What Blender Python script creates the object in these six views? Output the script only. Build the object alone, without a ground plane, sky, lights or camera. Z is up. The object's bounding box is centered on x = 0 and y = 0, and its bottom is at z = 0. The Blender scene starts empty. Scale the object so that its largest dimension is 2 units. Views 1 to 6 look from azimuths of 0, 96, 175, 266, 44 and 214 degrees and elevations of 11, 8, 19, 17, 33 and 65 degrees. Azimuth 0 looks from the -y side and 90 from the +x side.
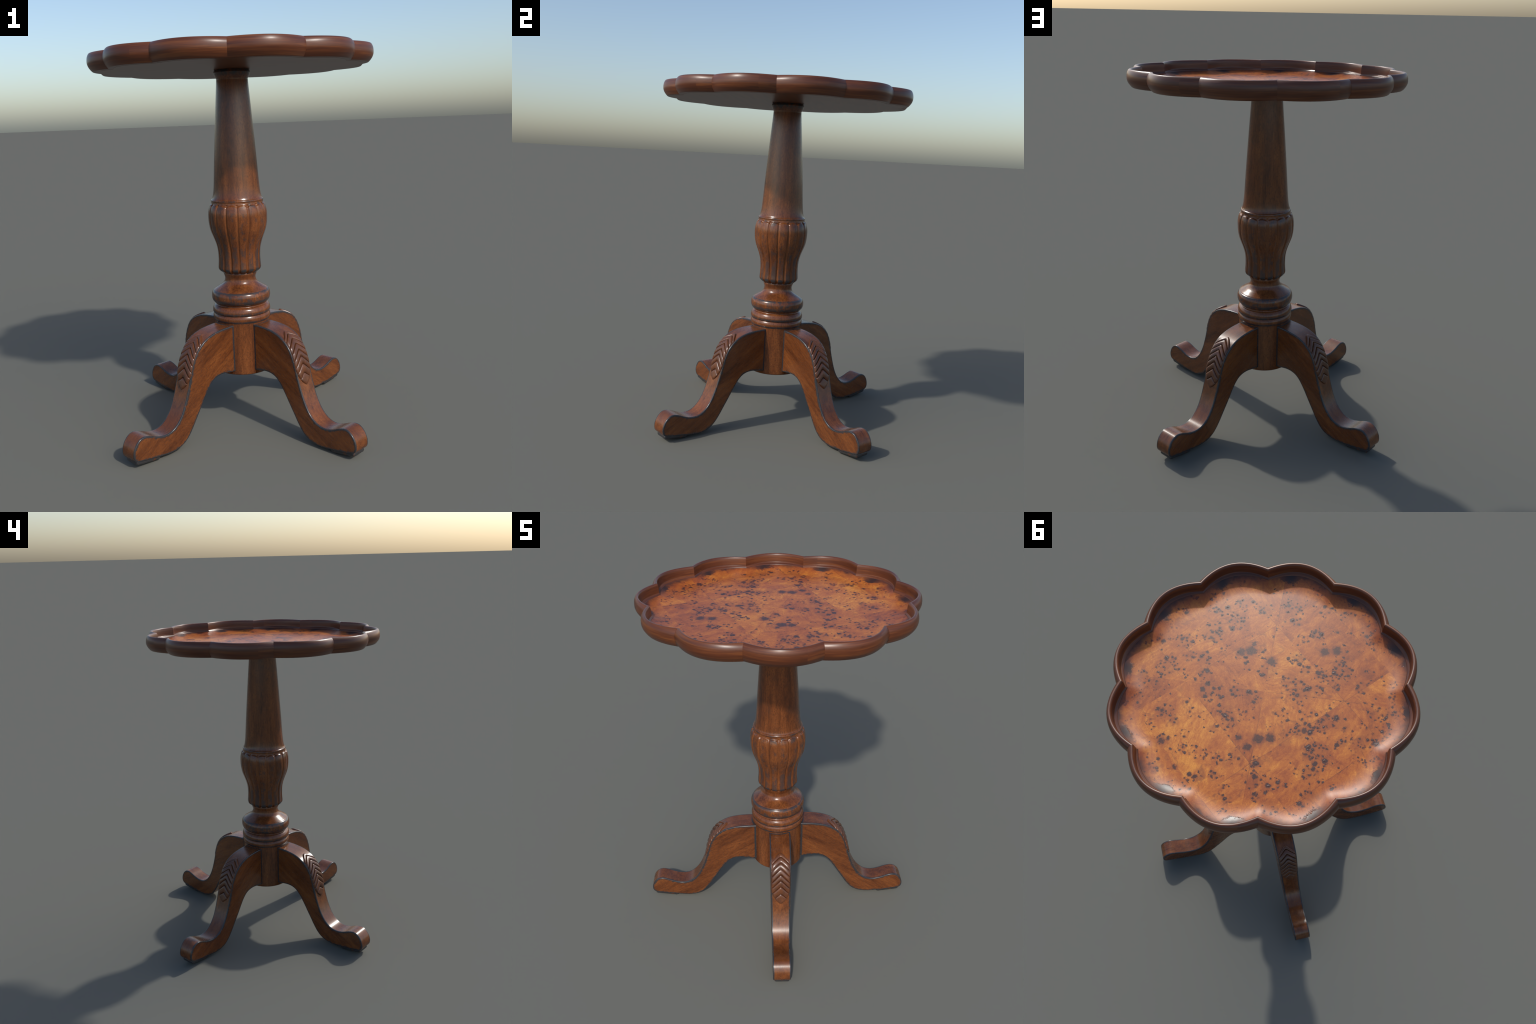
"""Tilt-top style pedestal wine table: pie-crust tray top with burl veneer, turned and
leaf-carved column, four cabriole legs with carved chevron leaves and foot pads."""
import bpy, bmesh, math, random
from mathutils import Vector

random.seed(7)
PI = math.pi

# ------------------------------------------------------------------ helpers
def spline(pts, n):
    """Centripetal-ish Catmull-Rom through 2D control points, n samples per span."""
    out = []
    m = len(pts)
    for i in range(m - 1):
        p0 = pts[max(i - 1, 0)]; p1 = pts[i]; p2 = pts[i + 1]; p3 = pts[min(i + 2, m - 1)]
        d1 = math.dist(p1, p2)
        t1 = [(p2[k] - p0[k]) * d1 / max(math.dist(p0, p1) + d1, 1e-9) if i > 0 else (p2[k] - p1[k]) for k in (0, 1)]
        d2 = math.dist(p2, p3)
        t2 = [(p3[k] - p1[k]) * d1 / max(d1 + d2, 1e-9) if i < m - 2 else (p2[k] - p1[k]) for k in (0, 1)]
        for j in range(n):
            t = j / n
            h00 = 2*t**3 - 3*t**2 + 1; h10 = t**3 - 2*t**2 + t
            h01 = -2*t**3 + 3*t**2;    h11 = t**3 - t**2
            out.append(tuple(h00*p1[k] + h10*t1[k] + h01*p2[k] + h11*t2[k] for k in (0, 1)))
    out.append(tuple(pts[-1]))
    return out

def lerp(a, b, t): return a + (b - a) * t
def smooth(a, b, x):
    t = min(max((x - a) / (b - a), 0.0), 1.0)
    return t * t * (3 - 2 * t)

def new_object(name, verts, faces, parent=None, mats=(), face_mats=None, sharp_deg=40, flat=False):
    me = bpy.data.meshes.new(name)
    me.from_pydata(verts, [], faces)
    me.validate()
    for m in mats:
        me.materials.append(m)
    if face_mats:
        me.polygons.foreach_set("material_index", face_mats)
    bm = bmesh.new(); bm.from_mesh(me)
    bmesh.ops.recalc_face_normals(bm, faces=bm.faces)
    lim = math.radians(sharp_deg)
    for e in bm.edges:
        if len(e.link_faces) == 2 and e.calc_face_angle(0.0) > lim:
            e.smooth = False
    for f in bm.faces:
        f.smooth = not flat
    bm.to_mesh(me); bm.free()
    ob = bpy.data.objects.new(name, me)
    bpy.context.collection.objects.link(ob)
    if parent:
        ob.parent = parent
    return ob

def link_copy(src, parent, rot=0.0):
    ob = src.copy()
    bpy.context.collection.objects.link(ob)
    ob.parent = parent
    ob.rotation_euler = (0, 0, rot)
    return ob

def lathe(name, profile, parent, mats, segs=192, shape=None, cap=True, sharp=30):
    """Revolve (r, z) profile; shape(r, z, angle) may modify radius. Profile runs top to bottom."""
    verts, faces = [], []
    n = len(profile)
    for r, z in profile:
        for j in range(segs):
            a = 2 * PI * j / segs
            rr, zz = shape(r, z, a) if shape else (r, z)
            verts.append((rr * math.cos(a), rr * math.sin(a), zz))
    for i in range(n - 1):
        for j in range(segs):
            k = (j + 1) % segs
            faces.append((i*segs + j, i*segs + k, (i+1)*segs + k, (i+1)*segs + j))
    if cap:
        faces.append(tuple(range(segs)))
        faces.append(tuple(range((n-1)*segs, n*segs)))
    return new_object(name, verts, faces, parent, mats, sharp_deg=sharp)

# ------------------------------------------------------------------ node toolkit
class NT:
    def __init__(self, name):
        self.mat = bpy.data.materials.new(name)
        self.mat.use_nodes = True
        self.t = self.mat.node_tree
        self.t.nodes.clear()
        self.out = self.n('ShaderNodeOutputMaterial')
        self.bsdf = self.n('ShaderNodeBsdfPrincipled')
        self.t.links.new(self.bsdf.outputs[0], self.out.inputs[0])
        self.coord = self.n('ShaderNodeTexCoord').outputs['Object']
        sp = self.n('ShaderNodeSeparateXYZ'); self.link(self.coord, sp.inputs[0])
        self.x, self.y, self.z = sp.outputs
    def n(self, t): return self.t.nodes.new(t)
    def link(self, a, b): self.t.links.new(a, b)
    def put(self, v, sock):
        if hasattr(v, 'is_linked') or isinstance(v, bpy.types.NodeSocket): self.link(v, sock)
        else: sock.default_value = v
    def m(self, op, a, b=0.0, c=0.0, clamp=False):
        nd = self.n('ShaderNodeMath'); nd.operation = op; nd.use_clamp = clamp
        for v, s in zip((a, b, c), nd.inputs): self.put(v, s)
        return nd.outputs[0]
    def add(self, a, b): return self.m('ADD', a, b)
    def sub(self, a, b): return self.m('SUBTRACT', a, b)
    def mul(self, a, b): return self.m('MULTIPLY', a, b)
    def ss(self, a, b, x):
        """smoothstep of x from a to b (a may exceed b to invert)"""
        nd = self.n('ShaderNodeMapRange'); nd.interpolation_type = 'SMOOTHSTEP'
        lo, hi = (a, b) if a < b else (b, a)
        self.put(x, nd.inputs['Value'])
        nd.inputs['From Min'].default_value = lo; nd.inputs['From Max'].default_value = hi
        nd.inputs['To Min'].default_value = 0.0 if a < b else 1.0
        nd.inputs['To Max'].default_value = 1.0 if a < b else 0.0
        return nd.outputs['Result']
    def xyz(self, x, y, z):
        nd = self.n('ShaderNodeCombineXYZ')
        for v, s in zip((x, y, z), nd.inputs): self.put(v, s)
        return nd.outputs[0]
    def vadd(self, a, b):
        nd = self.n('ShaderNodeVectorMath'); nd.operation = 'ADD'
        self.put(a, nd.inputs[0]); self.put(b, nd.inputs[1]); return nd.outputs[0]
    def vscale(self, a, k):
        nd = self.n('ShaderNodeVectorMath'); nd.operation = 'SCALE'
        self.put(a, nd.inputs[0]); self.put(k, nd.inputs['Scale']); return nd.outputs[0]
    def noise(self, vec, scale, detail=4.0, rough=0.55, dist=0.0, color=False):
        nd = self.n('ShaderNodeTexNoise')
        self.put(vec, nd.inputs['Vector'])
        nd.inputs['Scale'].default_value = scale; nd.inputs['Detail'].default_value = detail
        nd.inputs['Roughness'].default_value = rough; nd.inputs['Distortion'].default_value = dist
        return nd.outputs['Color' if color else 'Fac']
    def voronoi(self, vec, scale, feature='F1', rnd=1.0):
        nd = self.n('ShaderNodeTexVoronoi'); nd.feature = feature
        self.put(vec, nd.inputs['Vector'])
        nd.inputs['Scale'].default_value = scale; nd.inputs['Randomness'].default_value = rnd
        return nd
    def ramp(self, fac, stops, interp='LINEAR'):
        nd = self.n('ShaderNodeValToRGB'); cr = nd.color_ramp; cr.interpolation = interp
        while len(cr.elements) < len(stops): cr.elements.new(0.5)
        for e, (p, c) in zip(cr.elements, stops):
            e.position = p; e.color = (*c, 1) if len(c) == 3 else c
        self.put(fac, nd.inputs[0]); return nd.outputs[0]
    def mix(self, fac, a, b, mode='MIX'):
        nd = self.n('ShaderNodeMix'); nd.data_type = 'RGBA'; nd.blend_type = mode
        self.put(fac, nd.inputs[0])
        for v, s in ((a, nd.inputs[6]), (b, nd.inputs[7])):
            if isinstance(v, tuple): s.default_value = (*v, 1)
            else: self.link(v, s)
        return nd.outputs[2]
    def finish(self, color, rough=0.3, bump=None, bump_d=0.001, spec=0.5, strength=0.5):
        if isinstance(color, tuple): self.bsdf.inputs['Base Color'].default_value = (*color, 1)
        else: self.link(color, self.bsdf.inputs['Base Color'])
        self.put(rough, self.bsdf.inputs['Roughness'])
        self.bsdf.inputs['Specular IOR Level'].default_value = spec
        if bump is not None:
            b = self.n('ShaderNodeBump'); b.inputs['Distance'].default_value = bump_d
            b.inputs['Strength'].default_value = strength
            self.link(bump, b.inputs['Height']); self.link(b.outputs[0], self.bsdf.inputs['Normal'])
        return self.mat

W_DARK, W_MID, W_LIGHT = (0.068, 0.0205, 0.0075), (0.150, 0.0460, 0.0130), (0.225, 0.0740, 0.0200)
STAIN = (0.032, 0.031, 0.033)

def wood(nt, vec, along=(1, 1, 0.08), fleck=1.0):
    """Mahogany grain: broad streaks, fine fibres, short pores. `along` squeezes the grain axis."""
    def squeezed(k):
        mp = nt.n('ShaderNodeMapping'); nt.put(vec, mp.inputs[0])
        mp.inputs['Scale'].default_value = tuple(a if a >= 1 else min(1.0, a * k) for a in along)
        return mp.outputs[0]
    v = squeezed(1.0)
    broad = nt.noise(v, 24, 4, 0.6, 0.4)
    fine = nt.noise(squeezed(2.5), 120, 3, 0.65)
    pores = nt.noise(squeezed(5.0), 230, 3, 0.72)
    f = nt.add(nt.add(nt.mul(broad, 0.50), nt.mul(fine, 0.28)), nt.mul(pores, 0.22))
    col = nt.ramp(f, [(0.37, W_DARK), (0.50, W_MID), (0.62, W_LIGHT)])
    pm = nt.mul(nt.ss(0.50, 0.62, pores), 0.66 * fleck)
    col = nt.mix(pm, col, (0.045, 0.017, 0.010))
    return col, fine, pores

def rot_grain(nt, ang):
    """leg-local coords with grain running outward and down by `ang`"""
    c, s = math.cos(ang), math.sin(ang)
    a = nt.add(nt.mul(nt.x, c), nt.mul(nt.z, -s))
    b = nt.add(nt.mul(nt.x, s), nt.mul(nt.z, c))
    return nt.xyz(a, nt.y, b)

def random_shift(nt, vec, k=7.0):
    oi = nt.n('ShaderNodeObjectInfo')
    r = oi.outputs['Random']
    return nt.vadd(vec, nt.xyz(nt.mul(r, k), nt.mul(r, k * 2.3), nt.mul(r, -k * 1.7)))

# ------------------------------------------------------------------ materials
def mat_column():
    nt = NT('shaft_mahogany')
    col, fine, pores = wood(nt, nt.coord, (1, 1, 0.07))
    blot = nt.noise(nt.coord, 9, 3, 0.6)
    col = nt.mix(nt.mul(nt.ss(0.52, 0.72, blot), 0.35), col, (0.06, 0.03, 0.018))
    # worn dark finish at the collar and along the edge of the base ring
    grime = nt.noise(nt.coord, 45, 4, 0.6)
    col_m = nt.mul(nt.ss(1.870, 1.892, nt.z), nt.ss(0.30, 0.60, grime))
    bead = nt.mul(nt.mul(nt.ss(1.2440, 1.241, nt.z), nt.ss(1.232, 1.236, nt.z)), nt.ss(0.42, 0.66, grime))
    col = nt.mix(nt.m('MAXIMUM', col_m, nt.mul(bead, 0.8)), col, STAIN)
    return nt.finish(col, nt.add(0.15, nt.mul(pores, 0.12)), pores, 0.0006, strength=0.25)

def mat_vase():
    nt = NT('carved_mahogany')
    col, fine, pores = wood(nt, nt.coord, (1, 1, 0.10))
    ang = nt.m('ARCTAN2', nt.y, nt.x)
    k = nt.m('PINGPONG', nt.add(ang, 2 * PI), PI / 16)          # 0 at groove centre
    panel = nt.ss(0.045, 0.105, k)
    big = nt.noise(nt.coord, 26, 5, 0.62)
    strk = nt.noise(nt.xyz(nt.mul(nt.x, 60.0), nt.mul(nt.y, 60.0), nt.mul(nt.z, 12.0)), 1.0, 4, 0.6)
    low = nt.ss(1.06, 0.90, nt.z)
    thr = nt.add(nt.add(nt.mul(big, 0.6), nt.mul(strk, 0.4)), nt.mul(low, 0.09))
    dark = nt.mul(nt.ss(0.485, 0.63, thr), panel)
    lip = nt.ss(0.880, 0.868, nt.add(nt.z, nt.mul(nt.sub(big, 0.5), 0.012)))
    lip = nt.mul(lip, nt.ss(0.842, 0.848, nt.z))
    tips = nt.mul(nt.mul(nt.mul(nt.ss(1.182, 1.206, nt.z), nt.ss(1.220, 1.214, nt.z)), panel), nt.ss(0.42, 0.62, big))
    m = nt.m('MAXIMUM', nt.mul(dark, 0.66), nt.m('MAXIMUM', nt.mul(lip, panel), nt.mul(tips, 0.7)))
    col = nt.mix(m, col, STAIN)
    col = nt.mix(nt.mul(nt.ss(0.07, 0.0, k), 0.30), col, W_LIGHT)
    return nt.finish(col, nt.add(0.16, nt.mul(pores, 0.14)), pores, 0.0006, strength=0.25)

def mat_turning():
    nt = NT('turned_mahogany')
    col, fine, pores = wood(nt, nt.coord, (1, 1, 0.12))
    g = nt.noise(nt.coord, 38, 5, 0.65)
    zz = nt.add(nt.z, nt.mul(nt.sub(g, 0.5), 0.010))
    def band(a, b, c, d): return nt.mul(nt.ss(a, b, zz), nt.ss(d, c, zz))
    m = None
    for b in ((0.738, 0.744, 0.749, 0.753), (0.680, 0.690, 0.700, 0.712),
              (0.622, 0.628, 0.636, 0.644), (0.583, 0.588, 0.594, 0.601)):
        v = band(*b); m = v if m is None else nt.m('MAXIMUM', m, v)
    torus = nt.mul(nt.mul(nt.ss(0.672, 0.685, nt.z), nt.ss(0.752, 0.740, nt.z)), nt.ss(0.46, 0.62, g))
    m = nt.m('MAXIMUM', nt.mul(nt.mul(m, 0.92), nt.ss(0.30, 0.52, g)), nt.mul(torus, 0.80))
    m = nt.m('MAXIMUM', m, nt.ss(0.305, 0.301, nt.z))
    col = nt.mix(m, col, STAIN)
    return nt.finish(col, nt.add(0.15, nt.mul(pores, 0.12)), pores, 0.0006, strength=0.25)

def mat_leg(edge=0.0, name='leg_mahogany'):
    """edge: 0 plain wood, 1 stained edge, between: broken stain."""
    nt = NT(name)
    vec = random_shift(nt, rot_grain(nt, math.radians(32)), 3.0)
    col, fine, pores = wood(nt, vec, (0.10, 1, 1))
    broad = nt.noise(nt.vscale(vec, 1.0), 6, 2, 0.5)
    col = nt.mix(nt.mul(nt.ss(0.45, 0.70, broad), 0.30), col, W_DARK)
    g = nt.noise(vec, 60, 4, 0.6)
    rad = nt.m('SQRT', nt.add(nt.mul(nt.x, nt.x), nt.mul(nt.y, nt.y)))
    joint = nt.ss(0.163, 0.158, nt.add(rad, nt.mul(nt.sub(g, 0.5), 0.006)))
    if edge >= 1.0: m = nt.m('MAXIMUM', nt.ss(0.24, 0.46, g), joint)
    elif edge > 0.0: m = nt.m('MAXIMUM', nt.mul(nt.ss(0.44, 0.66, g), 0.85), joint)
    else: m = joint
    col = nt.mix(m, col, STAIN)
    return nt.finish(col, nt.add(0.20, nt.mul(pores, 0.12)), pores, 0.0006, strength=0.25)

def mat_leaf():
    nt = NT('carved_leaf_mahogany')
    col, fine, pores = wood(nt, nt.coord, (0.4, 1, 0.4))
    col = nt.mix(0.45, col, (0.066, 0.031, 0.021))
    g = nt.noise(nt.coord, 30, 3, 0.6)
    col = nt.mix(nt.mul(nt.ss(0.45, 0.7, g), 0.4), col, (0.05, 0.03, 0.022))
    return nt.finish(col, 0.26, pores, 0.0006, strength=0.2)

def mat_pad():
    nt = NT('pad_stained')
    g = nt.noise(nt.coord, 34, 4, 0.6)
    col = nt.mix(nt.ss(0.54, 0.68, g), STAIN, (0.09, 0.034, 0.016))
    return nt.finish(col, 0.35)

def mat_rim():
    nt = NT('rim_mahogany')
    oi = nt.n('ShaderNodeObjectInfo'); rnd = oi.outputs['Random']
    off = nt.add(nt.x, nt.mul(nt.mul(nt.y, nt.y), 2.45))        # distance across the bent rim
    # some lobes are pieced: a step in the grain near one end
    step = nt.m('GREATER_THAN', nt.y, nt.add(0.10, nt.mul(nt.m('GREATER_THAN', rnd, 0.45), 1.0)))
    sh = nt.add(nt.mul(rnd, 31.0), nt.mul(step, 5.3))
    v = nt.xyz(nt.add(nt.mul(nt.y, 2.2), sh), nt.mul(off, 40.0), nt.add(nt.mul(nt.z, 62.0), sh))
    s1 = nt.noise(v, 1.0, 4, 0.6, 0.3)
    v2 = nt.xyz(nt.add(nt.mul(nt.y, 6.0), sh), nt.mul(off, 150.0), nt.mul(nt.z, 230.0))
    s2 = nt.noise(v2, 1.0, 3, 0.6)
    f = nt.add(nt.add(nt.mul(s1, 0.70), nt.mul(s2, 0.30)), nt.mul(nt.sub(rnd, 0.5), 0.05))
    col = nt.ramp(f, [(0.30, (0.055, 0.0150, 0.0070)), (0.50, (0.100, 0.0280, 0.0098)), (0.70, (0.190, 0.0620, 0.0175))])
    return nt.finish(col, 0.34, s2, 0.0004, strength=0.15)

def mat_under():
    nt = NT('underside_mahogany')
    v = nt.xyz(nt.mul(nt.x, 3.0), nt.mul(nt.y, 40.0), nt.z)
    s = nt.noise(v, 1.0, 4, 0.6)
    col = nt.ramp(s, [(0.3, (0.075, 0.024, 0.010)), (0.7, (0.15, 0.047, 0.017))])
    return nt.finish(col, 0.32)

# where the burl's eyes crowd together on the top (x, y, radius in metres), and its few large eyes
BURL_CLUSTERS = [
    (0.430, -0.294, 0.046), (0.362, -0.382, 0.037), (0.242, -0.406, 0.041), (0.139, -0.493, 0.051), (0.326, -0.275, 0.051), (0.390, -0.157, 0.060),
    (0.478, -0.046, 0.041), (0.578, 0.006, 0.032), (0.342, -0.012, 0.037), (0.412, 0.017, 0.028), (0.475, 0.118, 0.060), (0.462, 0.216, 0.032),
    (0.545, 0.216, 0.029), (0.301, 0.058, 0.032), (0.226, 0.112, 0.055), (0.144, 0.123, 0.032), (0.114, 0.070, 0.032), (0.021, 0.050, 0.037),
    (0.045, -0.107, 0.046), (-0.069, -0.112, 0.037), (-0.144, -0.091, 0.060), (-0.213, -0.132, 0.032), (-0.111, -0.199, 0.026), (-0.189, -0.209, 0.035),
    (-0.038, -0.243, 0.029), (-0.235, -0.348, 0.041), (-0.269, -0.269, 0.053), (-0.267, -0.395, 0.024), (-0.360, -0.329, 0.029), (-0.382, -0.250, 0.032),
    (-0.266, -0.193, 0.029), (-0.285, -0.525, 0.051), (-0.053, -0.407, 0.037), (0.076, -0.416, 0.032), (-0.131, -0.572, 0.035), (0.340, 0.324, 0.048),
    (0.270, 0.346, 0.026), (0.257, 0.456, 0.037), (0.105, 0.181, 0.046), (0.047, 0.213, 0.037), (0.097, 0.289, 0.020), (-0.028, 0.266, 0.022),
    (-0.069, 0.337, 0.035), (-0.262, 0.082, 0.048), (-0.320, 0.017, 0.033), (-0.370, -0.036, 0.041), (-0.418, -0.030, 0.022), (-0.496, -0.152, 0.033),
    (-0.562, -0.194, 0.039), (-0.576, -0.113, 0.033), (-0.544, -0.043, 0.051), (-0.512, 0.024, 0.037), (-0.445, 0.045, 0.028), (-0.377, 0.158, 0.063),
    (-0.391, 0.250, 0.041), (-0.217, 0.175, 0.032), (-0.161, 0.337, 0.026), (-0.202, 0.418, 0.035), (-0.271, 0.401, 0.029), (-0.256, 0.468, 0.024),
    (-0.332, 0.485, 0.039), (-0.443, 0.347, 0.037), (-0.437, 0.401, 0.024), (-0.029, 0.478, 0.022), (-0.053, 0.398, 0.024), (0.222, 0.585, 0.029),
    (0.445, -0.493, 0.028)]
BURL_EYES = [
    (0.175, -0.159, 0.025), (0.212, -0.131, 0.020), (0.058, -0.159, 0.022), (0.182, -0.205, 0.013), (-0.135, -0.336, 0.022), (-0.181, -0.370, 0.023),
    (-0.110, 0.225, 0.024), (-0.154, 0.194, 0.020), (-0.088, 0.286, 0.017), (-0.265, 0.084, 0.013), (-0.028, 0.266, 0.014), (0.263, 0.460, 0.014),
    (0.138, 0.537, 0.010), (-0.318, -0.040, 0.012)]

def mat_burl():
    nt = NT('burl_veneer')
    # --- marquetry layout: square patches cut by two crossing seams
    a0 = math.radians(67.5); b0 = math.radians(22.5)
    pa = nt.add(nt.mul(nt.x, math.cos(a0)), nt.mul(nt.y, math.sin(a0)))
    pb = nt.add(nt.mul(nt.x, -math.sin(a0)), nt.mul(nt.y, math.cos(a0)))
    u = nt.add(nt.mul(nt.x, math.cos(b0)), nt.mul(nt.y, math.sin(b0)))
    v = nt.add(nt.mul(nt.x, -math.sin(b0)), nt.mul(nt.y, math.cos(b0)))
    wob = nt.noise(nt.coord, 6, 2, 0.5)
    wv = nt.mul(nt.sub(wob, 0.5), 0.006)
    G = 0.268
    def cell(p):
        q = nt.mul(nt.add(p, wv), 1.0 / G)
        # merge the two middle cells into one big one
        cl = nt.m('FLOOR', q)
        mid = nt.m('LESS_THAN', nt.m('ABSOLUTE', q), 1.0)
        return nt.mul(cl, nt.sub(1.0, mid)), nt.m('ABSOLUTE', q)
    ca, qa = cell(pa); cb, qb = cell(pb)
    su = nt.m('GREATER_THAN', nt.add(u, wv), 0.0); sv = nt.m('GREATER_THAN', nt.add(v, wv), 0.0)
    pid = nt.xyz(nt.add(ca, nt.mul(su, 17.0)), nt.add(cb, nt.mul(sv, 31.0)), 0.5)
    wn = nt.n('ShaderNodeTexWhiteNoise'); wn.noise_dimensions = '3D'; nt.link(pid, wn.inputs['Vector'])
    rv, rc = wn.outputs['Value'], wn.outputs['Color']
    sepc = nt.n('ShaderNodeSeparateColor'); nt.link(rc, sepc.inputs[0])
    r1, r2, r3 = sepc.outputs
    # seam lines
    def line(p, w=0.0016): return nt.ss(w, w * 0.4, nt.m('ABSOLUTE', p))
    seam = nt.m('MAXIMUM', line(nt.add(u, wv)), line(nt.add(v, wv)))
    for q in (qa, qb):
        for k in (1.0, 2.0):
            seam = nt.m('MAXIMUM', seam, line(nt.mul(nt.sub(q, k), G)))
    # --- per-patch shifted texture space
    loc = nt.vadd(nt.xyz(nt.x, nt.y, 0.0), nt.vscale(rc, 9.0))
    warp = nt.noise(loc, 7.0, 3, 0.5, 0.0, color=True)
    wl = nt.vadd(loc, nt.vscale(warp, 0.16))
    swirl = nt.noise(wl, 8.0, 6, 0.62, 0.7)
    grain = nt.noise(wl, 85.0, 6, 0.70, 1.0)
    # straight figure, its direction differing from leaf to leaf of veneer
    ga = nt.mul(r2, PI); cg, sg = nt.m('COSINE', ga), nt.m('SINE', ga)
    ax = nt.add(nt.mul(nt.x, cg), nt.mul(nt.y, sg)); ay = nt.sub(nt.mul(nt.y, cg), nt.mul(nt.x, sg))
    wsep = nt.n('ShaderNodeSeparateColor'); nt.link(warp, wsep.inputs[0])
    streak = nt.noise(nt.xyz(nt.add(nt.mul(ax, 9.0), nt.mul(r3, 40.0)), nt.add(nt.mul(ay, 62.0), nt.mul(wsep.outputs[0], 7.0)), 0.0), 1.0, 5, 0.65, 0.4)
    speck = nt.noise(loc, 240.0, 4, 0.7)
    f = nt.add(nt.add(nt.mul(swirl, 0.36), nt.mul(streak, 0.26)), nt.add(nt.mul(grain, 0.20), nt.mul(speck, 0.18)))
    tone = nt.noise(wl, 3.6, 3, 0.55)
    f = nt.add(nt.add(f, nt.mul(nt.sub(r1, 0.5), 0.060)), nt.mul(nt.sub(tone, 0.5), 0.22))
    col = nt.ramp(f, [(0.37, (0.190, 0.043, 0.014)), (0.46, (0.330, 0.083, 0.018)),
                      (0.54, (0.445, 0.134, 0.022)), (0.64, (0.620, 0.245, 0.036))])
    stain = nt.noise(wl, 15.0, 5, 0.62, 1.4)
    col = nt.mix(nt.mul(nt.ss(0.54, 0.70, stain), 0.55), col, (0.165, 0.046, 0.021))
    # figured hairlines
    fig = nt.noise(nt.xyz(nt.mul(nt.x, 1.0), nt.mul(nt.y, 1.0), nt.mul(r2, 5.0)), 14.0, 3, 0.5, 2.5)
    hair = nt.ss(0.022, 0.004, nt.m('ABSOLUTE', nt.sub(nt.m('FRACT', nt.mul(fig, 9.0)), 0.5)))
    col = nt.mix(nt.mul(hair, 0.26), col, (0.15, 0.042, 0.018))
    # --- burl eyes: knots crowd together in clusters
    jit = nt.noise(loc, 70.0, 3, 0.55, 0.0, color=True)
    jc = nt.n('ShaderNodeVectorMath'); jc.operation = 'SUBTRACT'
    nt.link(jit, jc.inputs[0]); jc.inputs[1].default_value = (0.5, 0.5, 0.5)
    plane = nt.xyz(nt.x, nt.y, 0.0)
    fj = nt.noise(loc, 190.0, 2, 0.5, 0.0, color=True)
    jf = nt.n('ShaderNodeVectorMath'); jf.operation = 'SUBTRACT'
    nt.link(fj, jf.inputs[0]); jf.inputs[1].default_value = (0.5, 0.5, 0.5)
    pj = nt.vadd(plane, nt.vscale(jc.outputs[0], 0.030))
    def nearest(items, vec):
        best = None
        for cx, cy, cr in items:
            d = nt.n('ShaderNodeVectorMath'); d.operation = 'DISTANCE'
            nt.link(vec, d.inputs[0]); d.inputs[1].default_value = (cx, cy, 0.0)
            q = nt.mul(d.outputs['Value'], 1.0 / cr)
            best = q if best is None else nt.m('MINIMUM', best, q)
        return best
    cd = nearest(BURL_CLUSTERS, pj)
    rb = nearest(BURL_EYES, nt.vadd(nt.vadd(plane, nt.vscale(jc.outputs[0], 0.034)), nt.vscale(jf.outputs[0], 0.006)))
    stray = nt.noise(loc, 13.0, 2, 0.5)
    keepf = nt.m('MAXIMUM', nt.ss(1.35, 0.85, cd), nt.mul(nt.ss(0.50, 0.58, stray), 0.80))
    kv = nt.vadd(nt.vadd(plane, nt.vscale(jc.outputs[0], 0.016)), nt.vscale(jf.outputs[0], 0.0065))
    def knots(scale, lo, hi, chance):
        vo = nt.voronoi(kv, scale)
        sc = nt.n('ShaderNodeSeparateColor'); nt.link(vo.outputs['Color'], sc.inputs[0])
        size = nt.add(lo, nt.mul(sc.outputs[0], hi - lo))
        keep = nt.mul(keepf, nt.m('LESS_THAN', sc.outputs[1], chance))
        return nt.m('DIVIDE', vo.outputs['Distance'], nt.m('MAXIMUM', nt.mul(size, keep), 0.001))
    rs = knots(58.0, 0.16, 0.52, 0.72)
    rm = knots(31.0, 0.20, 0.46, 0.48)
    halo = nt.m('MAXIMUM', nt.mul(nt.ss(1.5, 0.5, cd), nt.add(0.35, nt.mul(swirl, 0.9))), nt.ss(2.4, 0.9, rb))
    col = nt.mix(nt.mul(halo, 0.55), col, (0.245, 0.062, 0.019))
    hm = nt.m('MAXIMUM', nt.m('MAXIMUM', nt.ss(1.9, 0.9, rs), nt.ss(1.6, 0.9, rm)), nt.ss(1.5, 0.95, rb))
    col = nt.mix(nt.mul(hm, 0.75), col, (0.160, 0.042, 0.018))
    eye = nt.m('MAXIMUM', nt.ss(1.12, 0.78, rs), nt.ss(1.08, 0.82, rm))
    rings = nt.ss(0.25, 0.6, nt.m('FRACT', nt.mul(rb, 3.0)))
    eyeb = nt.mul(nt.ss(1.02, 0.80, rb), nt.add(0.66, nt.mul(rings, 0.34)))
    eye = nt.m('MAXIMUM', eye, eyeb)
    # pale cores in some eyes
    core = nt.mul(nt.ss(0.36, 0.16, rm), nt.ss(0.55, 0.62, speck))
    col = nt.mix(nt.mul(eye, 0.90), col, (0.038, 0.018, 0.019))
    col = nt.mix(nt.mul(core, 0.8), col, (0.40, 0.15, 0.045))
    col = nt.mix(nt.mul(seam, nt.mul(nt.ss(0.42, 0.60, wob), 0.60)), col, (0.14, 0.043, 0.017))
    # --- scorched edge following the scalloped border
    th = nt.add(nt.m('ARCTAN2', nt.y, nt.x), 2 * PI)
    step = PI / 6
    ph = nt.sub(nt.m('MODULO', th, step), step / 2)            # -15..15 deg within one lobe
    rr = nt.m('SQRT', nt.add(nt.mul(nt.x, nt.x), nt.mul(nt.y, nt.y)))
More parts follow.
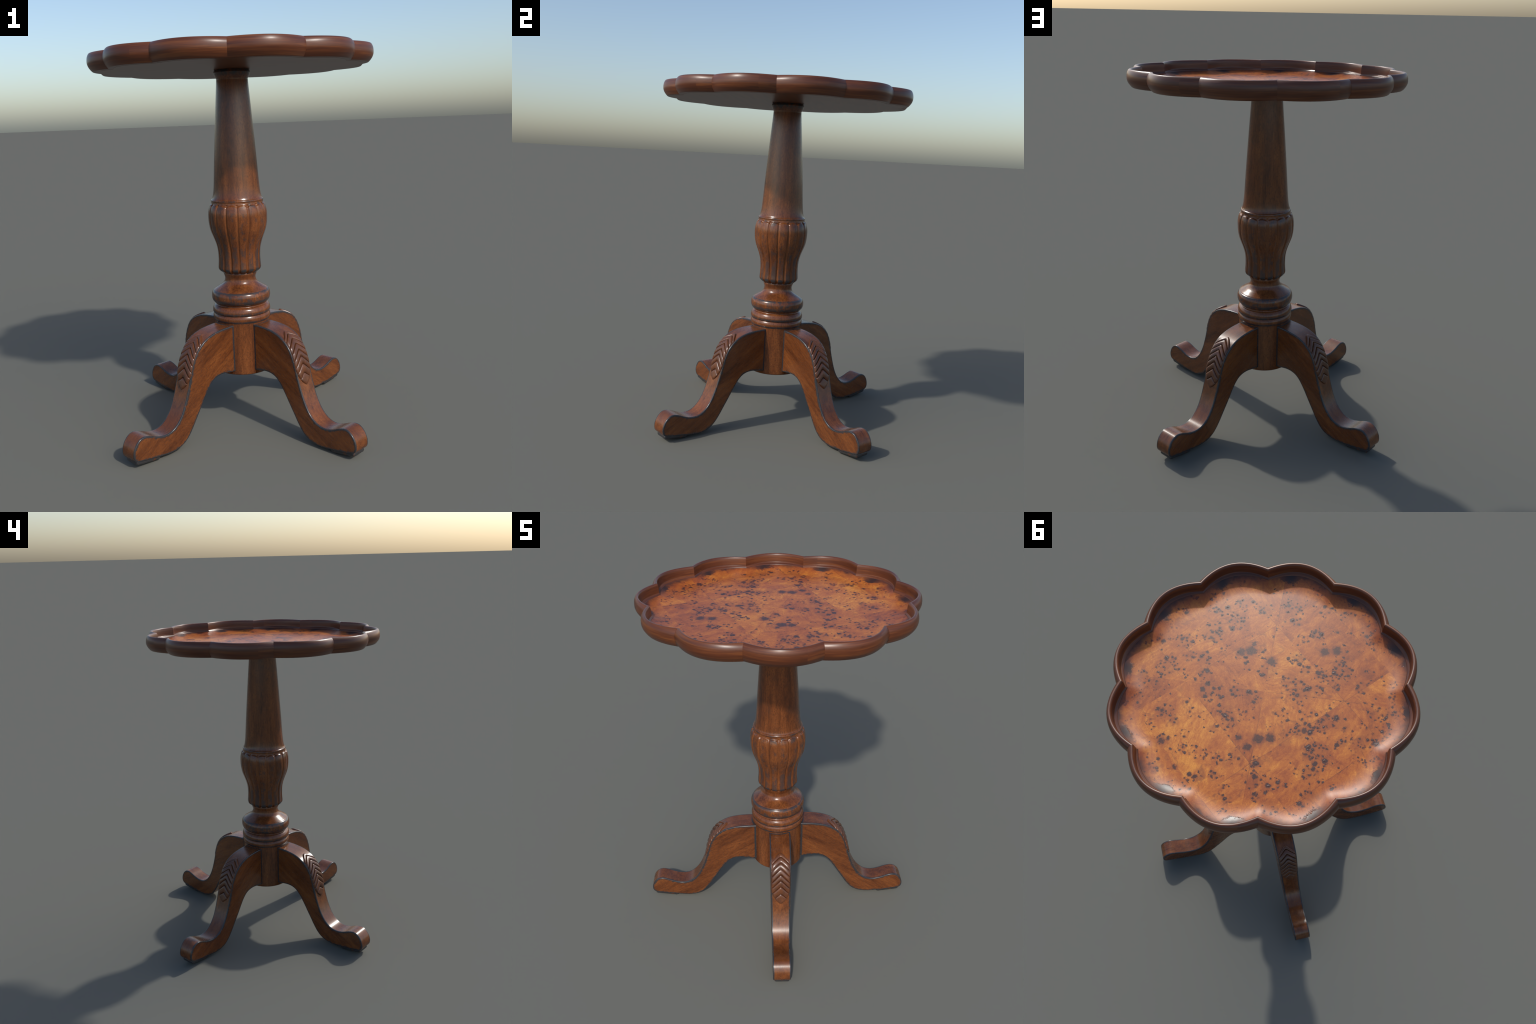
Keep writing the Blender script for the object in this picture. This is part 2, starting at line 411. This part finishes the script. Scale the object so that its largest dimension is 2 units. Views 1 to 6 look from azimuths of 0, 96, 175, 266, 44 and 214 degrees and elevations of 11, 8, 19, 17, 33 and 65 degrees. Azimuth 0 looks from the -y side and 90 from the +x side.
    lx = nt.mul(rr, nt.m('COSINE', ph)); ly = nt.mul(rr, nt.m('SINE', ph))
    edge = nt.sub(0.6855, nt.add(lx, nt.mul(nt.mul(ly, ly), 2.42)))     # metres in from the border
    en = nt.noise(nt.coord, 16, 4, 0.6); en2 = nt.noise(nt.coord, 5, 2, 0.5)
    ed = nt.add(edge, nt.mul(nt.sub(en, 0.5), 0.060))
    redm = nt.ss(0.085, 0.005, ed)
    col = nt.mix(nt.mul(redm, 0.60), col, (0.205, 0.047, 0.017))
    # one scorched blotch per lobe
    gy = nt.sub(ly, 0.060)
    lobe_g = nt.m('EXPONENT', nt.mul(nt.mul(gy, gy), -330.0))
    lim = nt.mul(lobe_g, nt.add(0.010, nt.mul(en2, 0.050)))
    burnt = nt.ss(0.018, -0.004, nt.sub(nt.add(ed, nt.mul(nt.sub(grain, 0.5), 0.05)), lim))
    burnt = nt.m('MAXIMUM', nt.mul(burnt, nt.add(0.35, nt.mul(lobe_g, 0.65))), nt.mul(nt.mul(nt.ss(0.034, -0.004, ed), nt.ss(0.160, 0.095, nt.m('ABSOLUTE', ly))), 0.85))
    col = nt.mix(nt.mul(burnt, 0.94), col, (0.020, 0.0165, 0.0195))
    # relief: scorched gouges and slightly sunk/raised eyes
    lift = nt.mul(nt.ss(0.55, 0.85, burnt), lobe_g)
    gouge = nt.mul(lift, nt.noise(nt.coord, 16, 1, 0.4, 0.6))
    bump = nt.add(nt.mul(gouge, 0.40), nt.mul(nt.ss(0.5, 0.1, rs), 0.22))
    bump = nt.add(bump, nt.mul(nt.ss(0.5, 0.1, rm), 0.30))
    bump = nt.add(bump, nt.mul(speck, 0.02))
    rough = nt.sub(nt.add(0.33, nt.mul(grain, 0.06)), nt.mul(lift, 0.06))
    return nt.finish(col, rough, bump, 0.006, spec=0.30, strength=0.35)

M_COL, M_VASE, M_TURN = mat_column(), mat_vase(), mat_turning()
M_LEG, M_EDGE, M_EDGE2 = mat_leg(0.0), mat_leg(1.0, 'leg_edge_stained'), mat_leg(0.5, 'leg_edge_worn')
M_LEAF, M_PAD, M_RIM, M_UNDER, M_BURL = mat_leaf(), mat_pad(), mat_rim(), mat_under(), mat_burl()

# ------------------------------------------------------------------ the table
root = bpy.data.objects.new('pedestal_table', None)
bpy.context.collection.objects.link(root)
root['label'] = 'round pie-crust mahogany pedestal table with burl veneer top'
root['category'] = 'side table'

# ------------------------------------------------------------------ column
shaft = [(0.060, 1.9140), (0.0880, 1.9138), (0.0905, 1.9110), (0.0935, 1.9040), (0.0950, 1.8970), (0.0940, 1.8920), (0.0905, 1.8810),
         (0.0860, 1.8715), (0.0834, 1.8672), (0.0828, 1.8630), (0.0835, 1.8500), (0.0872, 1.8000), (0.0935, 1.7200),
         (0.1015, 1.6150), (0.1080, 1.5250), (0.1140, 1.4400), (0.1190, 1.3600), (0.1230, 1.3050),
         (0.1270, 1.2720), (0.1310, 1.2535), (0.1340, 1.2465), (0.1346, 1.2450), (0.1353, 1.2443), (0.1380, 1.2425),
         (0.1398, 1.2395), (0.1403, 1.2360), (0.1397, 1.2325), (0.1382, 1.2302), (0.1340, 1.2285)]
lathe('column_shaft', spline(shaft, 6), root, [M_COL], 128)

# leaf-carved vase: sixteen raised leaves with narrow flutes between
# (leaf surface; above the tips a plain collar band takes over, see leaf_shape)
vase = [(0.1415, 1.2340), (0.1422, 1.2300), (0.1430, 1.2260), (0.1440, 1.2220), (0.1452, 1.2180), (0.1466, 1.2140), (0.1481, 1.2100), (0.1497, 1.2050), (0.1520, 1.1980),
        (0.1545, 1.1880), (0.1566, 1.1750), (0.1577, 1.1600),
        (0.1577, 1.1450), (0.1568, 1.1240), (0.1540, 1.1020), (0.1492, 1.0800), (0.1422, 1.0600), (0.1345, 1.0400),
        (0.1270, 1.0200), (0.1210, 1.0000), (0.1165, 0.9800), (0.1142, 0.9600), (0.1132, 0.9400), (0.1130, 0.9200),
        (0.1138, 0.9000), (0.1150, 0.8840), (0.1157, 0.8750), (0.1152, 0.8685), (0.1130, 0.8625), (0.1082, 0.8570), (0.1010, 0.8510), (0.0920, 0.8440)]
N_LEAF = 16
def leaf_shape(r, z, a):
    ph = ((a + PI / N_LEAF) % (2 * PI / N_LEAF)) - PI / N_LEAF      # 0 on a flute
    x = abs(ph) * N_LEAF / PI                                       # 0 flute .. 1 leaf centre
    # flutes end in a small drilled hollow between the rounded leaf tips
    on = smooth(1.2235, 1.2195, z) if z > 1.15 else 1.0
    depth = lerp(0.0046, 0.0054, smooth(1.1, 0.95, z))
    w = lerp(0.32, 0.46, smooth(1.10, 0.90, z))
    groove = 1 - smooth(0.0, w, x)
    rr = r - depth * groove * on
    if z > 1.185:
        tip = 1.2075 + 0.0105 * (1 - (1 - x) ** 2.6)         # arched leaf tip
        band = 0.1386 + (1.2300 - z) * 0.11                    # collar the tips stand on
        rr = lerp(min(band, rr), rr, smooth(tip + 0.0030, tip - 0.0050, z))
    rr -= 0.0034 * math.exp(-((z - 1.2165) / 0.0036) ** 2 - (ph * 0.141 / 0.0046) ** 2)
    rr += 0.0012 * (1 - (1 - x) ** 2) * on
    return rr, z + (0.004 * groove * smooth(0.88, 0.855, z) if z < 0.88 else 0.0)
lathe('carved_vase', spline(vase, 9), root, [M_VASE], 16 * 32, leaf_shape, sharp=80)

base = [(0.0880, 0.8480), (0.0900, 0.8380), (0.0876, 0.8300), (0.0848, 0.8220), (0.0836, 0.8150), (0.0845, 0.8060), (0.0872, 0.7960),
        (0.0942, 0.7855), (0.1046, 0.7765), (0.1178, 0.7680), (0.1315, 0.7595), (0.1425, 0.7530), (0.1450, 0.7505), (0.1462, 0.7500),
        (0.1500, 0.7475), (0.1555, 0.7400), (0.1592, 0.7290), (0.1602, 0.7170), (0.1590, 0.7050), (0.1552, 0.6940),
        (0.1490, 0.6860), (0.1420, 0.6805), (0.1385, 0.6770), (0.1380, 0.6735), (0.1400, 0.6705), (0.1450, 0.6675), (0.1505, 0.6620), (0.1545, 0.6550), (0.1572, 0.6460),
        (0.1578, 0.6370), (0.1565, 0.6305), (0.1530, 0.6262), (0.1512, 0.6245), (0.1512, 0.6225), (0.1535, 0.6185), (0.1562, 0.6120), (0.1572, 0.6040),
        (0.1565, 0.5965), (0.1545, 0.5905), (0.1522, 0.5870), (0.1512, 0.5840), (0.1510, 0.5700), (0.1510, 0.4500), (0.1510, 0.3090),
        (0.1504, 0.3045), (0.1485, 0.3015), (0.1450, 0.3000), (0.0500, 0.3000)]
def base_profile():
    # straight hub below z=.584 needs few rings
    top = spline([p for p in base if p[1] > 0.583], 6)
    return top + [(0.1510, 0.5700), (0.1510, 0.45), (0.1510, 0.315)] + spline(base[-5:], 4)
lathe('turned_base', base_profile(), root, [M_TURN], 160)

# ------------------------------------------------------------------ tray top
def lobe_curve(A, C, n=24):
    """One scallop lobe centred on +x: parabola through apex A, reaching radius C at +-15 deg."""
    xc, yc = C * math.cos(PI / 12), C * math.sin(PI / 12)
    k = (A - xc) / (yc * yc)
    return [(A - k * (yc * (2 * i / n - 1)) ** 2, yc * (2 * i / n - 1)) for i in range(n + 1)]

rim_prof = [  # apex radius, cusp radius, z : outside bottom -> over the ridge -> inside floor
    (0.6700, 0.6290, 1.9112), (0.6900, 0.6480, 1.9112), (0.7020, 0.6590, 1.9114), (0.7032, 0.6602, 1.9118), (0.7048, 0.6618, 1.9128), (0.7090, 0.6655, 1.9165), (0.7150, 0.6712, 1.9235),
    (0.7228, 0.6790, 1.9350), (0.7280, 0.6838, 1.9490), (0.7290, 0.6845, 1.9620), (0.7280, 0.6832, 1.9740),
    (0.7261, 0.6800, 1.9830), (0.7230, 0.6750, 1.9905), (0.7200, 0.6695, 1.9958), (0.7168, 0.6642, 1.9991), (0.7138, 0.6603, 2.0000),
    (0.7092, 0.6550, 1.9995), (0.7058, 0.6518, 1.9973), (0.7032, 0.6494, 1.9926), (0.7013, 0.6478, 1.9835),
    (0.7003, 0.6468, 1.9720), (0.6998, 0.6462, 1.9610), (0.6994, 0.6456, 1.9540), (0.6980, 0.6456, 1.9500), (0.6945, 0.6438, 1.9480),
    (0.6900, 0.6414, 1.9455), (0.6850, 0.6385, 1.9420), (0.6838, 0.6375, 1.9340), (0.6838, 0.6375, 1.9180)]
def rim_segment():
    NY = 28
    rows = []
    pa = spline([(a, z) for a, c, z in rim_prof], 3); pc = spline([(c, z) for a, c, z in rim_prof], 3)
    for (A, z), (C, z2) in zip(pa, pc):
        rows.append([(x, y, z) for x, y in lobe_curve(A, C, NY)])
    verts = [v for r in rows for v in r]
    w = NY + 1
    faces = []
    for i in range(len(rows) - 1):
        for j in range(NY):
            faces.append((i*w + j, i*w + j + 1, (i+1)*w + j + 1, (i+1)*w + j))
    return new_object('rim_segment', verts, faces, root, [M_RIM], sharp_deg=28)
seg = rim_segment()
# open strip: make sure normals face outward
bmx = bmesh.new(); bmx.from_mesh(seg.data)
fo = max(bmx.faces, key=lambda f: f.calc_center_median().x)
if fo.normal.x < 0:
    bmesh.ops.reverse_faces(bmx, faces=bmx.faces)
bmx.to_mesh(seg.data); bmx.free()
seg.rotation_euler = (0, 0, PI / 12)
for i in range(1, 12):
    link_copy(seg, root, PI / 12 + i * PI / 6)

def veneer_panel():
    """Dished burl panel: flat floor, rising gently into the scalloped border; solid underneath."""
    NL = 20
    ring = []
    for k in range(12):
        ca, sa = math.cos(PI/12 + k*PI/6), math.sin(PI/12 + k*PI/6)
        for x, y in lobe_curve(0.6870, 0.6415, NL)[:-1]:
            ring.append((x*ca - y*sa, x*sa + y*ca))
    n = len(ring)
    floor, rise, span = 1.9215, 0.0200, 0.092
    ds = [0.0, 0.004, 0.009, 0.015, 0.022, 0.030, 0.039, 0.049, 0.060, 0.072, 0.084, 0.092, 0.11, 0.15, 0.22, 0.32, 0.45, 0.58]
    verts, faces = [], []
    for d in ds:
        z = floor + rise * max(0.0, 1 - d / span) ** 2
        soft = smooth(0.0, 0.16, d)
        for x, y in ring:
            r = math.hypot(x, y); rt = r - d
            rc = 0.655 - d                       # inner rings relax toward a circle
            rr = lerp(rt, rc, soft)
            verts.append((x / r * rr, y / r * rr, z))
    for i in range(len(ds) - 1):
        for j in range(n):
            k = (j + 1) % n
            faces.append((i*n + j, i*n + k, (i+1)*n + k, (i+1)*n + j))
    faces.append(tuple(range((len(ds)-1)*n, len(ds)*n)))
    ob = new_object('veneer_panel', verts, faces, root, [M_BURL], sharp_deg=60)
    b = bmesh.new(); b.from_mesh(ob.data)
    if max(b.faces, key=lambda f: f.calc_area()).normal.z < 0:
        bmesh.ops.reverse_faces(b, faces=b.faces)
    b.to_mesh(ob.data); b.free()
    return ob
veneer_panel()

def underside():
    NL = 12
    verts, faces = [], []
    for A, C, z in ((0.6800, 0.6390, 1.9180), (0.6790, 0.6380, 1.9122), (0.6770, 0.6360, 1.9104)):
        for k in range(12):
            ca, sa = math.cos(PI/12 + k*PI/6), math.sin(PI/12 + k*PI/6)
            for x, y in lobe_curve(A, C, NL)[:-1]:
                verts.append((x*ca - y*sa, x*sa + y*ca, z))
    n = 12 * NL
    for i in range(2):
        for j in range(n):
            k = (j + 1) % n
            faces.append((i*n + j, i*n + k, (i+1)*n + k, (i+1)*n + j))
    faces.append(tuple(range(n))); faces.append(tuple(range(2*n, 3*n)))
    return new_object('underside_board', verts, faces, root, [M_UNDER], sharp_deg=30)
underside()

# ------------------------------------------------------------------ legs
LEG_TOP = [(0.110, 0.5780), (0.150, 0.5776), (0.200, 0.5760), (0.2548, 0.5695), (0.2922, 0.5605), (0.3315, 0.5440), (0.3680, 0.5168), (0.3966, 0.4810),
           (0.4180, 0.4348), (0.4316, 0.3896), (0.4450, 0.3385), (0.4598, 0.2905), (0.4772, 0.242), (0.5010, 0.193), (0.5290, 0.1560),
           (0.5615, 0.1310), (0.595, 0.1202), (0.630, 0.1208), (0.670, 0.1322), (0.705, 0.1470), (0.738, 0.1545), (0.765, 0.1485),
           (0.790, 0.1250), (0.8040, 0.0950), (0.8065, 0.068), (0.8000, 0.0490), (0.787, 0.0395)]
LEG_BOT = [(0.787, 0.0395), (0.770, 0.0360), (0.740, 0.0315), (0.690, 0.0240), (0.640, 0.0180), (0.592, 0.0135), (0.5635, 0.0152), (0.535, 0.0200), (0.510, 0.0285),
           (0.483, 0.0450), (0.459, 0.0700), (0.433, 0.1080), (0.4155, 0.1380), (0.3830, 0.1920), (0.3493, 0.2480), (0.3209, 0.2880), (0.2934, 0.3145),
           (0.2625, 0.3285), (0.2245, 0.3330), (0.1867, 0.3290), (0.1507, 0.3235), (0.110, 0.3190)]
def table1(tab, r):
    for (a, va), (b, vb) in zip(tab, tab[1:]):
        if r <= b:
            return lerp(va, vb, smooth(0, 1, max(0.0, (r - a) / (b - a))))
    return tab[-1][1]
def leg_center(r): return table1([(0.15, 0.0086), (0.35, 0.0068), (0.48, 0.0036), (0.75, 0.0)], r)
def leg_half(r): return table1([(0.15, 0.0625), (0.34, 0.0612), (0.50, 0.0537), (0.62, 0.0514), (0.80, 0.0505)], r)

def resample(pts, n):
    L = [0.0]
    for p, q in zip(pts, pts[1:]): L.append(L[-1] + math.dist(p, q))
    out, k = [], 0
    for i in range(n):
        t = L[-1] * i / (n - 1)
        while k < len(L) - 2 and L[k + 1] < t: k += 1
        f = (t - L[k]) / max(L[k + 1] - L[k], 1e-9)
        out.append(tuple(lerp(pts[k][c], pts[k + 1][c], f) for c in (0, 1)))
    return out
top_curve = spline(LEG_TOP, 5)
bot_curve = spline(LEG_BOT, 4)

NP = 96
def outline():
    # equal point counts above and below, so the flanks can be bridged
    return resample(top_curve, NP)[:-1] + resample(bot_curve, NP)

def offset_in(pts, d):
    """Inset a closed (r,z) outline (clockwise seen with r right, z up) by d."""
    n = len(pts); out = []
    for i in range(n):
        a, b, c = pts[i-1], pts[i], pts[(i+1) % n]
        def nrm(p, q):
            dx, dz = q[0]-p[0], q[1]-p[1]; L = math.hypot(dx, dz) or 1
            return (dz / L, -dx / L)        # inward for clockwise order
        n1, n2 = nrm(a, b), nrm(b, c)
        mx, mz = n1[0]+n2[0], n1[1]+n2[1]; L = math.hypot(mx, mz) or 1
        mx, mz = mx/L, mz/L
        k = d / max(mx*n1[0] + mz*n1[1], 0.5)
        out.append((b[0] + mx*k, b[1] + mz*k))
    return out

def build_leg():
    pts = outline(); n = len(pts)
    B = 0.0046
    rings = [(0.0135, 0.0, 1), (0.0082, 0.0, 1), (B, 0.0, 0)]      # (inset, distance in from side plane)
    for k in range(1, 4):
        a = k / 3 * PI / 2
        rings.append((B * (1 - math.sin(a)), B * (1 - math.cos(a)), 0))
    rings.append((0.0, B + 0.0012, 0))          # keeps the broad faces flat in shading
    rings.append((0.0, B + 0.0032, 0))
    cache = {}
    def ring_pts(ins):
        if ins not in cache: cache[ins] = offset_in(pts, ins) if ins > 1e-6 else pts
        return cache[ins]
    levels = [(ins, -1, dd) for ins, dd, _ in rings] + [(ins, 1, dd) for ins, dd, _ in reversed(rings)]
    verts, faces, fm = [], [], []
    for ins, side, dd in levels:
        for r, z in ring_pts(ins):
            verts.append((r, leg_center(r) + side * (leg_half(r) - dd), z))
    # strips: wood-worn / stained / bevel / face / ...
    kinds = [2, 1, 1, 1, 1, 1, 1, 0, 1, 1, 1, 1, 1, 1, 2]
    for i in range(len(levels) - 1):
        for j in range(n):
            k = (j + 1) % n
            faces.append((i*n + j, i*n + k, (i+1)*n + k, (i+1)*n + j)); fm.append(kinds[i])
    # flanks: bridge upper and lower paths through an intermediate row
    for base, side in ((0, -1), ((len(levels) - 1) * n, 1)):
        prev = None
        for i in range(NP):
            ia = base + i; ib = base + (2 * NP - 2 - i)
            if i == NP - 1:
                row = [ia]
            else:
                a, b = verts[ia], verts[ib]
                row = [ia]
                for f in (1/3, 2/3):
                    r, z = lerp(a[0], b[0], f), lerp(a[2], b[2], f)
                    verts.append((r, leg_center(r) + side * leg_half(r), z)); row.append(len(verts) - 1)
                row.append(ib)
            if prev:
                if len(row) == 4:
                    for c in range(3): faces.append((prev[c], prev[c+1], row[c+1], row[c])); fm.append(0)
                else:
                    for c in range(3): faces.append((prev[c], prev[c+1], row[0])); fm.append(0)
            prev = row
    return new_object('leg', verts, faces, root, [M_LEG, M_EDGE, M_EDGE2], fm, sharp_deg=38)

# arc-length lookup on the upper curve, for laying the carved leaf on it
arc = [0.0]
for p, q in zip(top_curve, top_curve[1:]): arc.append(arc[-1] + math.dist(p, q))
def on_curve(s):
    i = 1
    while i < len(arc) - 1 and arc[i] < s: i += 1
    t = (s - arc[i-1]) / (arc[i] - arc[i-1])
    p, q = top_curve[i-1], top_curve[i]
    i0, i3 = max(i-2, 0), min(i+1, len(arc)-1)
    tx, tz = top_curve[i3][0]-top_curve[i0][0], top_curve[i3][1]-top_curve[i0][1]
    L = math.hypot(tx, tz)
    return (lerp(p[0], q[0], t), lerp(p[1], q[1], t)), (-tz / L, tx / L)
def arc_of_point(r, z):
    return min(zip(arc, top_curve), key=lambda a: math.dist(a[1], (r, z)))[0]

GROOVES = [arc_of_point(*p) for p in ((0.3097, 0.551), (0.3315, 0.541), (0.3575, 0.522), (0.3785, 0.4995), (0.3965, 0.474),
                                      (0.4122, 0.440), (0.4234, 0.406), (0.4346, 0.366), (0.4549, 0.297))]
for _i in range(2, 8):   # even out lookup rounding
    GROOVES[_i] = 0.5 * GROOVES[_i] + 0.25 * (GROOVES[_i-1] + GROOVES[_i+1])
DROP = [0.056, 0.047, 0.048, 0.050, 0.052, 0.052, 0.051, 0.048, 0.0]
S_TIP = GROOVES[-1]
W_FULL = 0.0555
def leaf_limit(s):
    """Half width of the carved leaf at arc position s (pointed arch at the tip)."""
    t = (S_TIP - s) / 0.100
    if t >= 1: return W_FULL
    t = max(t, 0.0)
    return W_FULL * math.sin(t * PI / 2) ** 0.72

def build_chevron(i):
    NT_, NV = 14, 40
    e = 0.16 if i == 0 else 0.07
    verts, faces = [], []
    def soft(v, e): return (math.sqrt(v*v + e*e) - e) / (math.sqrt(1 + e*e) - e)
    last = i == len(GROOVES) - 2
    def place(t, v):
        ss = GROOVES[i]
        y = v * W_FULL
        for _ in range(12):
            f = abs(y) / W_FULL
            s0 = GROOVES[i] + DROP[i] * soft(f, e)
            if last:
                # lower border is the pointed tip itself
                s1 = S_TIP - 0.100 * (2 / PI) * math.asin(min(f, 1) ** (1 / 0.72))
                s1 = max(s1, s0)
            else:
                s1 = GROOVES[i+1] + DROP[i+1] * soft(f, 0.07)
            ss = lerp(s0 + 0.0003, max(s1 - 0.0003, s0 + 0.0003), t)
            lim = min(W_FULL, leaf_limit(ss) if not last else 9)
            if last: lim = VM * W_FULL
            y = 0.5 * y + 0.5 * v * lim
        return ss, y
    VM = 1.0
    if last:
        # half width where the groove meets the arch
        for k in range(200):
            f = k / 200
            if GROOVES[i] + DROP[i]*soft(f, e) > S_TIP - 0.100*(2/PI)*math.asin(f ** (1/0.72)): VM = f; break
    for t_i in range(NT_ + 1):
        tt = t_i / NT_
        tt = 0.5 - 0.5 * math.cos(PI * tt)
        for v_i in range(NV + 1):
            v = v_i / NV * 2 - 1
            v = math.copysign(abs(v) ** 0.85, v)
            s, y = place(tt, v)
            (r, z), (nx, nz) = on_curve(s)
            # rounded bar, crest towards the upper edge, ends dying into the leg's corner
            q = (2 * tt ** 0.85 - 1)
            prof = max(0.0, 1 - abs(q) ** 3.4) ** 0.55
            side = max(0.0, 1 - abs(v) ** 7) ** 0.6
            amp = 0.0096 if i else 0.0086
            if last: prof = max(0.0, 1 - abs(2*tt - 1) ** 5) ** 0.6; amp = 0.0068
            base_h = 0.0016 * side
            h = -0.0008 + base_h + amp * prof * side
            # corner of the leg is rounded: let the ends follow it
            verts.append((r + nx*h, leg_center(r) + y, z + nz*h))
    w = NV + 1
    for a in range(NT_):
        for b in range(NV):
            faces.append((a*w + b, a*w + b + 1, (a+1)*w + b + 1, (a+1)*w + b))
    nb = len(verts)
    # closed underside sunk in the leg
    loop = [b for b in range(w)] + [a*w + NV for a in range(1, NT_ + 1)] + \
           [NT_*w + b for b in range(NV - 1, -1, -1)] + [a*w for a in range(NT_ - 1, 0, -1)]
    for idx in loop:
        x, y, z = verts[idx]; verts.append((x - 0.003, y * 0.97, z - 0.003))
    m = len(loop)
    for j in range(m):
        k = (j + 1) % m
        faces.append((loop[j], loop[k], nb + k, nb + j))
    ob = new_object('carved_chevron', verts, faces, None, [M_LEAF], sharp_deg=60)
    b = bmesh.new(); b.from_mesh(ob.data); b.faces.ensure_lookup_table()
    f = b.faces[(NT_//2) * NV + NV//2]
    if f.normal.z < 0 and f.normal.x < 0.0 or (f.normal.x + f.normal.z) < 0:
        bmesh.ops.reverse_faces(b, faces=b.faces)
    b.to_mesh(ob.data); b.free()
    return ob

def build_pad():
    """Small rounded sole under the toe, tilted with the foot's underside."""
    verts, faces = [], []
    r0, r1 = 0.638, 0.790
    def under(r): return lerp(0.0180, 0.0395, (r - 0.640) / 0.148)
    def loop(inset, drop):
        res = []
        hw = 0.0440 - inset
        a, b = r0 + inset + drop * 0.5, r1 - inset
        cr = 0.009
        for cx, sy, st in ((b - cr, 1, 90), (a + cr, 1, 180), (a + cr, -1, 270), (b - cr, -1, 0)):
            for k in range(6):
                th = math.radians(st - 90 + k * 18)
                res.append((cx + cr * math.cos(th), sy * (hw - cr) + cr * math.sin(th), None))
        return [(x, y + leg_center(0.7), under(x) + 0.004 - drop) for x, y, _ in res]
    levels = [(0.0040, 0.0), (0.0010, 0.0050), (0.0, 0.0100), (0.0004, 0.0160), (0.0025, 0.0210), (0.0065, 0.0237)]
    for ins, dr in levels: verts += loop(ins, dr)
    n = 24
    for i in range(len(levels) - 1):
        for j in range(n):
            k = (j + 1) % n
            faces.append((i*n + j, i*n + k, (i+1)*n + k, (i+1)*n + j))
    faces.append(tuple(range(n))); faces.append(tuple(range((len(levels)-1)*n, len(levels)*n)))
    return new_object('foot_pad', verts, faces, None, [M_PAD], sharp_deg=50)

leg0 = build_leg()
subs0 = [build_chevron(i) for i in range(len(GROOVES) - 1)] + [build_pad()]
for s in subs0: s.parent = leg0
leg0.rotation_euler = (0, 0, PI / 4)
for q in range(1, 4):
    lg = link_copy(leg0, root, PI / 4 + q * PI / 2)
    for s in subs0:
        link_copy(s, lg, 0.0)

# ------------------------------------------------------------------ settle on z = 0, exactly 2 m tall
bpy.context.view_layer.update()
zs = [(o.matrix_world @ v.co).z for o in bpy.data.objects if o.type == 'MESH' for v in o.data.vertices]
print('Z range', min(zs), max(zs))
